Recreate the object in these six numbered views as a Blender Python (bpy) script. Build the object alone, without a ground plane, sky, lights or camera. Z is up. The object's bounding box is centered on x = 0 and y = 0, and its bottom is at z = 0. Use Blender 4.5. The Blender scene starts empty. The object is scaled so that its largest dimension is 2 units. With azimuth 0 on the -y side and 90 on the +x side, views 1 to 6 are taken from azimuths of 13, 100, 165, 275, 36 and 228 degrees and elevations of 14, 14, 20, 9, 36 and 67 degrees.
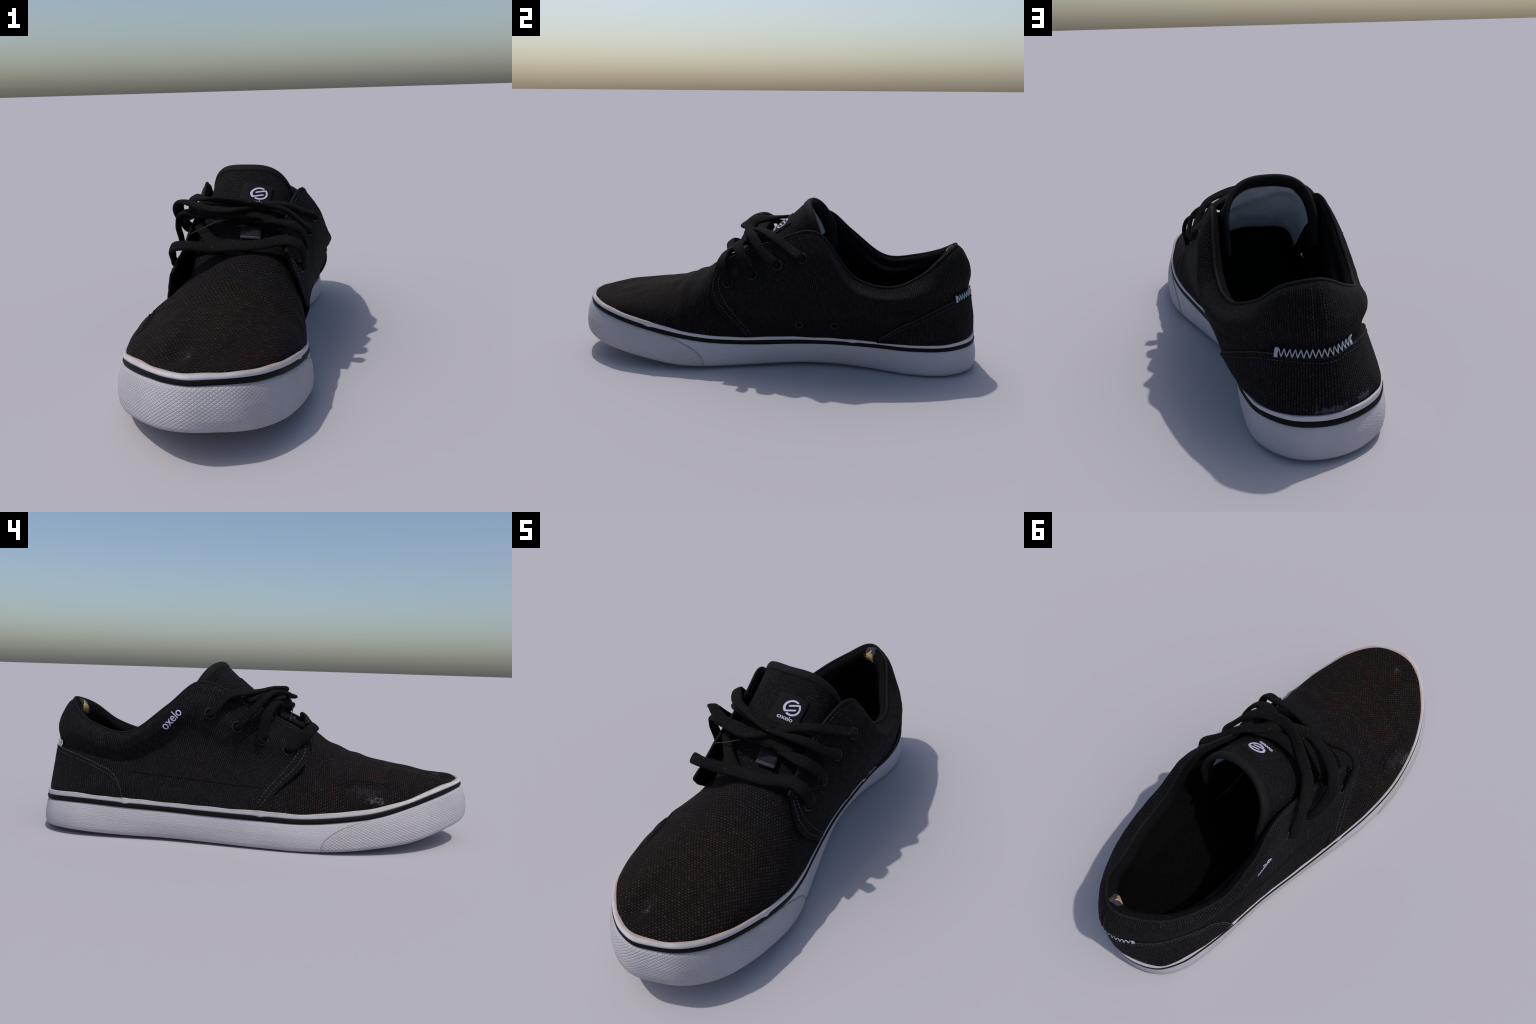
# A worn black canvas skate shoe with white rubber sole, built part by part.
import bpy, math, random
import numpy as np
from mathutils import Vector, noise
from mathutils.bvhtree import BVHTree

rng = np.random.default_rng(7)
random.seed(7)

# ------------------------------------------------------------------ helpers
def spline(pts, t, closed=False):
    """Catmull-Rom through pts, chord-length parameter, evaluated at t in 0..1."""
    p = np.asarray(pts, float)
    if closed:
        p = np.vstack([p, p[:1]])
    d = np.sqrt(np.linalg.norm(np.diff(p[:, :3], axis=0), axis=1) + 1e-9)
    k = np.concatenate([[0], np.cumsum(d)])
    k /= k[-1]
    return hermite(k, p, np.asarray(t, float), closed)

def hermite(k, p, t, closed=False):
    n = len(k)
    m = np.zeros_like(p)
    dk = np.diff(k)
    s = np.diff(p, axis=0) / dk[:, None]
    m[1:-1] = (s[:-1] * dk[1:, None] + s[1:] * dk[:-1, None]) / (dk[1:] + dk[:-1])[:, None]
    if closed:
        m[0] = m[-1] = (s[-1] * dk[0] + s[0] * dk[-1]) / (dk[0] + dk[-1])
    else:
        m[0], m[-1] = s[0], s[-1]
    i = np.clip(np.searchsorted(k, t, side="right") - 1, 0, n - 2)
    h = dk[i]
    x = ((t - k[i]) / h)[:, None]
    h = h[:, None]
    return ((2*x**3 - 3*x**2 + 1) * p[i] + (x**3 - 2*x**2 + x) * h * m[i]
            + (-2*x**3 + 3*x**2) * p[i+1] + (x**3 - x**2) * h * m[i+1])

def curve1(k, v, t):
    return hermite(np.asarray(k, float), np.asarray(v, float)[:, None], np.asarray(t, float))[:, 0]

def smooth(a, b, x):
    t = np.clip((x - a) / (b - a), 0, 1)
    return t * t * (3 - 2 * t)

def unit(v):
    return v / (np.linalg.norm(v, axis=-1, keepdims=True) + 1e-12)

def grid_normals(G, wrap_u=False):
    if wrap_u:
        du = np.roll(G, -1, 0) - np.roll(G, 1, 0)
    else:
        du = np.gradient(G, axis=0)
    dv = np.gradient(G, axis=1)
    return unit(np.cross(du, dv))

root = None
def link(ob, parent=None):
    bpy.context.scene.collection.objects.link(ob)
    ob.parent = parent if parent is not None else root
    return ob

def mesh_object(name, verts, faces, mat, parent=None, uv=None, normals=None, sharp=False):
    me = bpy.data.meshes.new(name)
    me.from_pydata([tuple(map(float, v)) for v in verts], [], [tuple(map(int, f)) for f in faces])
    if uv is not None:
        lay = me.uv_layers.new(name="UVMap")
        li = np.empty(len(me.loops), dtype=np.int32)
        me.loops.foreach_get("vertex_index", li)
        lay.data.foreach_set("uv", np.asarray(uv, np.float32)[li].ravel())
    me.polygons.foreach_set("use_smooth", [not sharp] * len(me.polygons))
    me.materials.append(mat)
    me.update()
    if normals is not None:
        me.normals_split_custom_set_from_vertices([tuple(map(float, n)) for n in normals])
    return link(bpy.data.objects.new(name, me), parent)

def grid_faces(nu, nv, wrap=False, flip=False):
    f = []
    for i in range(nu if wrap else nu - 1):
        j = (i + 1) % nu
        for k in range(nv - 1):
            q = (i*nv + k, j*nv + k, j*nv + k + 1, i*nv + k + 1)
            f.append(q[::-1] if flip else q)
    return f

def grid_uv(G):
    """Arc-length coordinates in metres: u along axis 0 (middle row), v along axis 1."""
    mid = G[:, G.shape[1] // 2]
    u = np.concatenate([[0], np.cumsum(np.linalg.norm(np.diff(mid, axis=0), axis=1))])
    d = np.linalg.norm(np.diff(G, axis=1), axis=2)
    v = np.concatenate([np.zeros((len(G), 1)), np.cumsum(d, axis=1)], axis=1)
    return np.stack([np.repeat(u[:, None], G.shape[1], 1), v], -1).reshape(-1, 2)

def grid_object(name, G, mat, parent=None, wrap=False, flip=False, uv=None, normals=None):
    nu, nv = G.shape[:2]
    return mesh_object(name, G.reshape(-1, 3), grid_faces(nu, nv, wrap, flip), mat, parent,
                       grid_uv(G) if uv is None else uv, normals)

class Surface:
    """Snap points on to a built grid."""
    def __init__(self, G, inside=(0.0, 0.1, 0.35)):
        nu, nv = G.shape[:2]
        self.t = BVHTree.FromPolygons([Vector(p) for p in G.reshape(-1, 3)], grid_faces(nu, nv))
    def snap(self, p, lift=0.0):
        loc, n, i, d = self.t.find_nearest(Vector(p))
        c = Vector((0.0, min(max(loc.y, -.6), .55), .25))
        if n.dot(loc - c) < 0:
            n = -n
        return np.array(loc + n * lift), np.array(n)
    def cast(self, p, n, lift=0.0):
        loc, nn, i, d = self.t.ray_cast(Vector(p) + Vector(n) * .08, -Vector(n), .2)
        if loc is None:
            return self.snap(p, lift)[0]
        return np.array(loc + Vector(n) * lift)

def tube(path, radius, sides=8, normals=None, flat=1.0, close=True, taper=None):
    """Sweep an oval (width radius, thickness radius*flat) along path; normals face the thin way."""
    P = np.asarray(path, float)
    T = unit(np.gradient(P, axis=0))
    if normals is None:
        a = np.array([0, 0, 1.0])
        N = unit(np.cross(np.cross(T, a) + 1e-6, T))
    else:
        N = np.asarray(normals, float)
        N = unit(N - T * (N * T).sum(-1, keepdims=True))
    B = np.cross(T, N)
    V, F = [], []
    r = np.full(len(P), radius) if taper is None else radius * np.asarray(taper)
    for i in range(len(P)):
        for k in range(sides):
            a = 2 * math.pi * k / sides
            ca, sa = math.cos(a), math.sin(a)
            e = .75 if flat < 1 else 1.0
            ca, sa = math.copysign(abs(ca)**e, ca), math.copysign(abs(sa)**e, sa)
            V.append(P[i] + B[i] * ca * r[i] + N[i] * sa * r[i] * flat)
    for i in range(len(P) - 1):
        for k in range(sides):
            l = (k + 1) % sides
            F.append((i*sides + k, i*sides + l, (i+1)*sides + l, (i+1)*sides + k))
    if close:
        F.append(tuple(range(sides))[::-1])
        F.append(tuple((len(P)-1)*sides + k for k in range(sides)))
    return V, F

class Heap:
    """Collects many small pieces into one mesh."""
    def __init__(self):
        self.v, self.f = [], []
    def add(self, v, f):
        o = len(self.v)
        self.v += list(v)
        self.f += [tuple(i + o for i in q) for q in f]

def resample(pts, step):
    n = 400
    P = spline(pts, np.linspace(0, 1, n))
    s = np.concatenate([[0], np.cumsum(np.linalg.norm(np.diff(P, axis=0), axis=1))])
    m = max(2, int(s[-1] / step))
    t = np.linspace(0, s[-1], m)
    return np.stack([np.interp(t, s, P[:, i]) for i in range(3)], -1)

# ---------------------------------------------------------------- materials
def new_mat(name):
    m = bpy.data.materials.new(name)
    m.use_nodes = True
    nt = m.node_tree
    b = nt.nodes["Principled BSDF"]
    return m, nt, b

def N(nt, kind, **kw):
    n = nt.nodes.new(kind)
    for k, v in kw.items():
        if k == "ins":
            for a, b in v.items():
                n.inputs[a].default_value = b
        else:
            setattr(n, k, v)
    return n

def ramp(nt, src, stops):
    r = N(nt, "ShaderNodeValToRGB")
    e = r.color_ramp.elements
    while len(e) < len(stops):
        e.new(.5)
    for el, (p, c) in zip(e, stops):
        el.position = p
        el.color = (*c, 1) if len(c) == 3 else c
    nt.links.new(src, r.inputs[0])
    return r.outputs[0]

def mix(nt, fac, a, b, mode="MIX"):
    n = N(nt, "ShaderNodeMix", data_type="RGBA", blend_type=mode)
    for sock, val in ((n.inputs[0], fac), (n.inputs[6], a), (n.inputs[7], b)):
        if isinstance(val, bpy.types.NodeSocket):
            nt.links.new(val, sock)
        elif isinstance(val, (int, float)):
            sock.default_value = val
        else:
            sock.default_value = (*val, 1)
    return n.outputs[2]

def math_node(nt, op, a, b=None, clamp=False):
    n = N(nt, "ShaderNodeMath", operation=op, use_clamp=clamp)
    for i, v in enumerate((a, b)):
        if v is None:
            continue
        if isinstance(v, bpy.types.NodeSocket):
            nt.links.new(v, n.inputs[i])
        else:
            n.inputs[i].default_value = v
    return n.outputs[0]

def noise_node(nt, coord, scale, detail=3, rough=.55, dist=0):
    n = N(nt, "ShaderNodeTexNoise", ins={"Scale": scale, "Detail": detail, "Roughness": rough, "Distortion": dist})
    nt.links.new(coord, n.inputs["Vector"])
    return n.outputs["Fac"]

def spot(nt, coord, centre, size):
    """1 at centre falling to 0 at the ellipsoid's edge."""
    m = N(nt, "ShaderNodeMapping", vector_type="TEXTURE")
    m.inputs["Location"].default_value = centre
    m.inputs["Scale"].default_value = size
    nt.links.new(coord, m.inputs["Vector"])
    l = N(nt, "ShaderNodeVectorMath", operation="LENGTH")
    nt.links.new(m.outputs[0], l.inputs[0])
    return math_node(nt, "SUBTRACT", 1.0, l.outputs["Value"], clamp=True)

def bump(nt, b, height, strength=.5, dist=.004, prev=None):
    n = N(nt, "ShaderNodeBump", ins={"Strength": strength, "Distance": dist})
    nt.links.new(height, n.inputs["Height"])
    if prev is not None:
        nt.links.new(prev, n.inputs["Normal"])
    nt.links.new(n.outputs[0], b.inputs["Normal"])
    return n.outputs[0]

THREAD = (.0200, .0172, .0222)
THREAD_WARM = (.0400, .0185, .0132)
GAP = (.0010, .0009, .0010)

def canvas(name, ribs_along_v=True, bead=.75, cell=(.0150, .0098), thread=THREAD, warm=0.0, spots=()):
    m, nt, b = new_mat(name)
    tc = N(nt, "ShaderNodeTexCoord")
    uv, ob = tc.outputs["UV"], tc.outputs["Object"]
    mp = N(nt, "ShaderNodeMapping")
    mp.inputs["Rotation"].default_value = (0, 0, math.pi/2 if ribs_along_v else 0)
    nt.links.new(uv, mp.inputs["Vector"])
    # slight waviness of the threads
    wob = N(nt, "ShaderNodeTexNoise", ins={"Scale": 30.0, "Detail": 2.0})
    nt.links.new(ob, wob.inputs["Vector"])
    sc = N(nt, "ShaderNodeVectorMath", operation="SCALE", ins={"Scale": .006})
    nt.links.new(wob.outputs["Color"], sc.inputs[0])
    ad = N(nt, "ShaderNodeVectorMath", operation="ADD")
    nt.links.new(mp.outputs[0], ad.inputs[0])
    nt.links.new(sc.outputs[0], ad.inputs[1])
    sep = N(nt, "ShaderNodeSeparateXYZ")
    nt.links.new(ad.outputs[0], sep.inputs[0])
    rowf = math_node(nt, "DIVIDE", sep.outputs["Y"], cell[1])
    row = math_node(nt, "FLOOR", rowf)
    colf = math_node(nt, "ADD", math_node(nt, "DIVIDE", sep.outputs["X"], cell[0]), math_node(nt, "MULTIPLY", row, .5))
    col = math_node(nt, "FLOOR", colf)
    hump = lambda a: math_node(nt, "POWER", math_node(nt, "ABSOLUTE", math_node(nt, "SINE", math_node(nt, "MULTIPLY", a, math.pi))), .8)
    along = math_node(nt, "ADD", math_node(nt, "MULTIPLY", hump(colf), bead), 1 - bead)
    height = math_node(nt, "MULTIPLY", hump(rowf), along)
    cv = N(nt, "ShaderNodeCombineXYZ")
    nt.links.new(row, cv.inputs[0])
    nt.links.new(col, cv.inputs[1])
    wh = N(nt, "ShaderNodeTexWhiteNoise", noise_dimensions="2D")
    nt.links.new(cv.outputs[0], wh.inputs["Vector"])
    vary = math_node(nt, "ADD", math_node(nt, "MULTIPLY", math_node(nt, "POWER", wh.outputs["Value"], 2.0), .7), .55)
    tone = math_node(nt, "MULTIPLY", math_node(nt, "POWER", height, 2.2), vary, clamp=True)
    cloth = thread
    if warm:
        wn = math_node(nt, "ADD", math_node(nt, "MULTIPLY", noise_node(nt, ob, 5.0, 3, .6), .7), math_node(nt, "MULTIPLY", spot(nt, ob, (.05, -.68, .33), (.42, .42, .4)), .45))
        wf = ramp(nt, wn, [(.30, (0, 0, 0)), (.60, (warm, warm, warm))])
        cloth = mix(nt, wf, thread, THREAD_WARM)
    # broad wear: paler rubbed cloth
    big = noise_node(nt, ob, 9.0, 4, .6)
    wear = ramp(nt, big, [(.3, (.72, .72, .72)), (.7, (1.15, 1.15, 1.15))])
    cloth = mix(nt, 1.0, cloth, wear, "MULTIPLY")
    fine = noise_node(nt, ob, 220.0, 2, .7)
    cloth = mix(nt, 1.0, cloth, ramp(nt, fine, [(.3, (.5, .5, .5)), (.75, (1.5, 1.5, 1.5))]), "MULTIPLY")
    lit = mix(nt, tone, GAP, cloth)
    # lint specks
    li = noise_node(nt, ob, 160.0, 1, .5)
    lf = ramp(nt, li, [(.765, (0, 0, 0)), (.80, (1, 1, 1))])
    lit = mix(nt, math_node(nt, "MULTIPLY", lf, .5), lit, (.16, .15, .17))
    for centre, size, col, amount, grain in spots:
        s = spot(nt, ob, centre, size)
        g = noise_node(nt, ob, grain, 3, .65)
        f = math_node(nt, "ADD", s, math_node(nt, "MULTIPLY", math_node(nt, "SUBTRACT", g, .5), 1.6))
        f = ramp(nt, f, [(.45, (0, 0, 0)), (.75, (amount, amount, amount))])
        f = math_node(nt, "MULTIPLY", f, ramp(nt, s, [(0, (0, 0, 0)), (.12, (1, 1, 1))]))
        lit = mix(nt, f, lit, col)
    nt.links.new(lit, b.inputs["Base Color"])
    b.inputs["Roughness"].default_value = .9
    b.inputs["Specular IOR Level"].default_value = .12
    bump(nt, b, height, .6, .003)
    return m

def plain(name, col, rough=.85, spec=.12, grain=0.0, scale=120.0, metal=0.0, bumpy=0.0):
    m, nt, b = new_mat(name)
    tc = N(nt, "ShaderNodeTexCoord")
    ob = tc.outputs["Object"]
    nz = noise_node(nt, ob, scale, 3, .6)
    lo = tuple(c * (1 - grain) for c in col)
    hi = tuple(min(1, c * (1 + grain)) for c in col)
    nt.links.new(ramp(nt, nz, [(.3, lo), (.7, hi)]), b.inputs["Base Color"])
    b.inputs["Roughness"].default_value = rough
    b.inputs["Specular IOR Level"].default_value = spec
    b.inputs["Metallic"].default_value = metal
    if bumpy:
        bump(nt, b, nz, bumpy, .003)
    return m

WHITE = (.43, .415, .455)

def rubber(name, diamond):
    """White sole rubber: diamond knurl at the toe, wavy wrinkles elsewhere; dirt in the grooves."""
    m, nt, b = new_mat(name)
    tc = N(nt, "ShaderNodeTexCoord")
    uv, ob = tc.outputs["UV"], tc.outputs["Object"]
    if diamond:
        hs = []
        for ang in (33, -33):
            mp = N(nt, "ShaderNodeMapping")
            mp.inputs["Rotation"].default_value = (0, 0, math.radians(ang))
            nt.links.new(uv, mp.inputs["Vector"])
            w = N(nt, "ShaderNodeTexWave", wave_type="BANDS", bands_direction="Y", wave_profile="SIN",
                  ins={"Scale": 31.0, "Distortion": .25, "Detail": 1.0, "Detail Scale": 2.0})
            nt.links.new(mp.outputs[0], w.inputs["Vector"])
            hs.append(w.outputs["Fac"])
        h = math_node(nt, "MINIMUM", hs[0], hs[1])
        h = ramp(nt, h, [(.0, (0, 0, 0)), (.45, (1, 1, 1))])
        st, ds = .5, .006
    else:
        mp = N(nt, "ShaderNodeMapping")
        mp.inputs["Scale"].default_value = (1.0, 1.5, 1.0)
        nt.links.new(uv, mp.inputs["Vector"])
        wob = N(nt, "ShaderNodeTexNoise", ins={"Scale": 24.0, "Detail": 1.0})
        nt.links.new(mp.outputs[0], wob.inputs["Vector"])
        sc = N(nt, "ShaderNodeVectorMath", operation="SCALE", ins={"Scale": .05})
        nt.links.new(wob.outputs["Color"], sc.inputs[0])
        ad = N(nt, "ShaderNodeVectorMath", operation="ADD")
        nt.links.new(mp.outputs[0], ad.inputs[0])
        nt.links.new(sc.outputs[0], ad.inputs[1])
        w = N(nt, "ShaderNodeTexWave", wave_type="BANDS", bands_direction="Y", wave_profile="SIN",
              ins={"Scale": 30.0, "Distortion": 2.6, "Detail": 2.0, "Detail Scale": 9.0})
        nt.links.new(ad.outputs[0], w.inputs["Vector"])
        h = w.outputs["Fac"]
        st, ds = .22, .005
    big = noise_node(nt, ob, 6.0, 4, .6)
    col = mix(nt, ramp(nt, big, [(.4, (0, 0, 0)), (.75, (.5, .5, .5))]), WHITE, (.36, .35, .36))
    # dirt held by grooves, in patches
    gr = ramp(nt, h, [(0.0, (1, 1, 1)), (.35, (0, 0, 0))])
    pat = ramp(nt, noise_node(nt, ob, 11.0, 4, .65), [(.42, (.12, .12, .12)), (.72, (.8, .8, .8))])
    dirt = math_node(nt, "MULTIPLY", gr, pat)
    col = mix(nt, math_node(nt, "MULTIPLY", dirt, .9 if diamond else .35), col, (.30, .27, .20))
    sp = ramp(nt, noise_node(nt, ob, 60.0, 2, .6), [(.73, (0, 0, 0)), (.78, (1, 1, 1))])
    col = mix(nt, math_node(nt, "MULTIPLY", sp, .55), col, (.22, .19, .13))
    nt.links.new(col, b.inputs["Base Color"])
    b.inputs["Roughness"].default_value = .7
    b.inputs["Specular IOR Level"].default_value = .2
    bump(nt, b, h, st, ds)
    return m

def band_material():
    """White foxing band, stained brown along its upper edge round the toe."""
    m, nt, b = new_mat("foxing_band")
    tc = N(nt, "ShaderNodeTexCoord")
    uv, ob = tc.outputs["UV"], tc.outputs["Object"]
    s = N(nt, "ShaderNodeSeparateXYZ")
    nt.links.new(uv, s.inputs[0])
    o = N(nt, "ShaderNodeSeparateXYZ")
    nt.links.new(ob, o.inputs[0])
    nz = noise_node(nt, ob, 45.0, 4, .7)
    st = noise_node(nt, ob, 14.0, 3, .6)
    edge = math_node(nt, "ADD", s.outputs["Y"], math_node(nt, "MULTIPLY", math_node(nt, "SUBTRACT", st, .5), .022))
    mr = N(nt, "ShaderNodeMapRange", ins={1: .024, 2: .042, 3: 0.0, 4: 1.0})
    nt.links.new(edge, mr.inputs[0])
    toe = N(nt, "ShaderNodeMapRange", ins={1: .1, 2: -.55, 3: .25, 4: .95})
    nt.links.new(o.outputs["Y"], toe.inputs[0])
    f = math_node(nt, "MULTIPLY", mr.outputs[0], toe.outputs[0])
    base = mix(nt, ramp(nt, nz, [(.35, (0, 0, 0)), (.75, (.45, .45, .45))]), (.52, .50, .53), (.40, .385, .40))
    col = mix(nt, math_node(nt, "MULTIPLY", f, .8), base, (.30, .20, .15))
    nt.links.new(col, b.inputs["Base Color"])
    b.inputs["Roughness"].default_value = .65
    b.inputs["Specular IOR Level"].default_value = .25
    bump(nt, b, nz, .25, .003)
    return m

SCUFF = (.17, .17, .21)
M_VAMP = canvas("vamp_canvas", ribs_along_v=False, bead=.85, cell=(.0150, .0092), warm=.9, spots=(
    ((-.285, -.545, .225), (.06, .085, .030), SCUFF, .30, 85.0),
    ((-.270, -.500, .250), (.09, .13, .060), (.055, .052, .066), .16, 55.0),
    ((.026, -.856, .325), (.035, .06, .05), SCUFF, .22, 90.0)))
M_QUARTER = canvas("quarter_canvas", ribs_along_v=True, bead=.45, cell=(.0125, .0092))
M_COUNTER = canvas("counter_canvas", ribs_along_v=True, bead=.45, cell=(.0125, .0092), spots=(
    ((0.0, .975, .19), (.12, .06, .028), (.06, .066, .10), .6, 70.0),
    ((-.13, .95, .2), (.08, .06, .03), (.06, .066, .10), .6, 70.0)))
M_TONGUE = canvas("tongue_canvas", ribs_along_v=False, cell=(.0140, .0085))
M_LINING = plain("black_lining", (.0045, .0043, .0050), .95, .05, .4, 90.0)  # black includes the interior shade baked into the scan
M_BINDING = plain("black_binding", (.0055, .0052, .0056), .8, .15, .35, 160.0, bumpy=.15)
M_TONGUE_LINING = plain("pale_lining", (.36, .40, .45), .95, .05, .12, 18.0, bumpy=.2)  # pale blue-grey cloth
M_INSOLE = plain("black_insole", (.0022, .0022, .0025), .95, .05, .4, 60.0)  # darkened further so the footbed keeps its deep shadow in sun
M_RUBBER = rubber("wrinkled_white_rubber", False)
M_KNURL = rubber("knurled_white_rubber", True)
M_STRIPE = plain("black_rubber", (.0035, .0035, .004), .6, .12, .3, 60.0)
M_BAND = band_material()
M_SEAM = plain("bumper_seam_dirt", (.31, .28, .24), .9, .05, .3, 90.0)
M_EYELET = plain("enamelled_eyelet", (.009, .010, .015), .55, .25, .2, 80.0)
M_HOLE = plain("painted_hole_dark", (.002, .002, .002), 1.0, 0.0)  # for flat discs coloured black as the unlit depth of the openings
M_THREAD = plain("grey_thread", (.036, .034, .041), .9, .1, .5, 140.0)
M_EDGE_THREAD = plain("edge_thread", (.046, .043, .054), .9, .1, .6, 140.0)
M_THREAD_DARK = plain("black_thread", (.006, .006, .007), .9, .05, .3, 140.0)
M_ZIGZAG = plain("pale_thread", (.38, .43, .45), .9, .1, .25, 120.0)
M_LOGO = plain("lilac_print", (.44, .42, .57), .8, .1, .15, 200.0)
M_LABEL = plain("woven_label", (.007, .0065, .008), .85, .1, .4, 300.0)
M_FOAM = plain("tan_foam", (.42, .27, .11), .95, .05, .35, 70.0, bumpy=.6)

def lace_material():
    m, nt, b = new_mat("lace_braid")
    tc = N(nt, "ShaderNodeTexCoord")
    uv, ob = tc.outputs["UV"], tc.outputs["Object"]
    hs = []
    for ang in (38, -38):
        mp = N(nt, "ShaderNodeMapping")
        mp.inputs["Rotation"].default_value = (0, 0, math.radians(ang))
        nt.links.new(uv, mp.inputs["Vector"])
        w = N(nt, "ShaderNodeTexWave", wave_type="BANDS", bands_direction="Y", ins={"Scale": 55.0, "Distortion": .8, "Detail": 1.0})
        nt.links.new(mp.outputs[0], w.inputs["Vector"])
        hs.append(w.outputs["Fac"])
    h = math_node(nt, "MAXIMUM", hs[0], hs[1])
    nz = noise_node(nt, ob, 150.0, 3, .7)
    c = mix(nt, h, (.002, .002, .002), (.0066, .0060, .0062))
    c = mix(nt, 1.0, c, ramp(nt, nz, [(.3, (.5, .5, .5)), (.75, (1.5, 1.5, 1.5))]), "MULTIPLY")
    li = noise_node(nt, ob, 130.0, 1, .5)
    c = mix(nt, math_node(nt, "MULTIPLY", ramp(nt, li, [(.74, (0, 0, 0)), (.78, (1, 1, 1))]), .4), c, (.16, .15, .14))
    nt.links.new(c, b.inputs["Base Color"])
    b.inputs["Roughness"].default_value = .9
    b.inputs["Specular IOR Level"].default_value = .1
    bump(nt, b, h, .4, .003)
    return m
M_LACE = lace_material()

# ------------------------------------------------------------------- thing
root = bpy.data.objects.new("sneaker", None)
bpy.context.scene.collection.objects.link(root)
root["label"] = "worn black canvas skate shoe with white rubber sole"
root["category"] = "shoe"

# -------------------------------------------------------------------- sole
# plan outline, toe -> +x side -> heel -> -x side:
# x, y, bottom height, top of sidewall, top of foxing band, how far the band stands in
OUTLINE = [
    (.060, -.998, .112, .267, .295, .044), (.145, -.975, .108, .265, .294, .044),
    (.222, -.935, .098, .259, .289, .044), (.284, -.868, .083, .244, .277, .046),
    (.327, -.785, .069, .230, .263, .044), (.350, -.690, .053, .210, .246, .040),
    (.366, -.560, .034, .187, .223, .030), (.367, -.430, .016, .165, .198, .026),
    (.342, -.300, .008, .143, .174, .018), (.306, -.170, .008, .131, .162, .010),
    (.276, -.040, .009, .128, .162, .006), (.256, .100, .012, .134, .167, .006),
    (.247, .280, .010, .142, .169, .006), (.242, .500, .003, .138, .165, .008),
    (.250, .680, .001, .134, .161, .012), (.222, .850, .002, .136, .164, .018),
    (.122, .970, .004, .139, .172, .022), (.004, 1.001, .006, .140, .176, .022),
    (-.110, .980, .010, .143, .180, .022), (-.203, .920, .018, .148, .188, .018),
    (-.258, .820, .018, .154, .193, .014), (-.280, .704, .013, .153, .190, .012),
    (-.292, .551, .008, .146, .184, .010), (-.300, .380, .006, .140, .177, .010),
    (-.323, .181, .004, .134, .171, .010), (-.350, -.067, .001, .129, .168, .012),
    (-.366, -.245, .000, .127, .165, .018), (-.366, -.409, .008, .142, .181, .024),
    (-.338, -.570, .024, .165, .203, .030), (-.288, -.710, .042, .203, .234, .036),
    (-.226, -.815, .066, .232, .268, .042), (-.163, -.885, .083, .248, .282, .044),
    (-.095, -.942, .096, .261, .290, .044), (-.018, -.984, .106, .266, .294, .044)]
ND = 1440
_O = np.array(OUTLINE)
_d = np.linalg.norm(np.diff(np.vstack([_O, _O[:1]])[:, :2], axis=0), axis=1)
_k = np.concatenate([[0], np.cumsum(_d)]) / _d.sum()
RING = hermite(_k, np.vstack([_O, _O[:1]]), np.arange(ND) / ND, True)
_t = np.roll(RING[:, :2], -3, 0) - np.roll(RING[:, :2], 3, 0)
OUT = unit(np.stack([_t[:, 1], -_t[:, 0]], -1))
PERIM = _d.sum()

def ring_at(t):
    """t: perimeter fraction(s) -> outline row and outward direction."""
    f = np.mod(np.asarray(t, float), 1) * ND
    i = np.floor(f).astype(int) % ND
    j = (i + 1) % ND
    w = (f - np.floor(f))[:, None]
    return RING[i] * (1 - w) + RING[j] * w, unit(OUT[i] * (1 - w) + OUT[j] * w)

def wall(t, off, z):
    r, o = ring_at(t)
    return np.stack([r[:, 0] + o[:, 0] * off, r[:, 1] + o[:, 1] * off, z], -1)

T = np.arange(720) / 720
Rr, Ro = ring_at(T)
ZB, ZS, ZT, INS = Rr[:, 2], Rr[:, 3], Rr[:, 4], Rr[:, 5]
ZU = ZS + .43 * np.minimum(.034, ZT - ZS)
STRIPE_IN = -(INS * .62 + .006)

WALL_H = [0, .012, .05, .14, .32, .58, .82, .94, .985]
WALL_O = [-.034, -.022, -.012, -.004, 0, .001, -.002, -.005, -.010]
def under_cut(r):
    """The waist of the sole tapers in towards the ground, more on the inner side."""
    return np.exp(-((r[:, 1] - .32) / .30)**2) * np.where(r[:, 0] > 0, .056, .018) * smooth(.05, .15, np.abs(r[:, 0]))

def sidewall(t, h, lift=0.0):
    """Point on the sidewall at perimeter t and height fraction h."""
    r, o = ring_at(t)
    off = np.interp(h, WALL_H, WALL_O) + lift - r[:, 5] * .60 * h**1.8 - under_cut(r) * (1 - h)
    # gentle unevenness of worn rubber
    off = off + .0025 * np.sin(t * 2 * np.pi * 9 + 1.3) * np.sin(h * 3)
    z = r[:, 2] + (r[:, 3] - r[:, 2]) * h
    return np.stack([r[:, 0] + o[:, 0] * off, r[:, 1] + o[:, 1] * off, z], -1)

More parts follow.
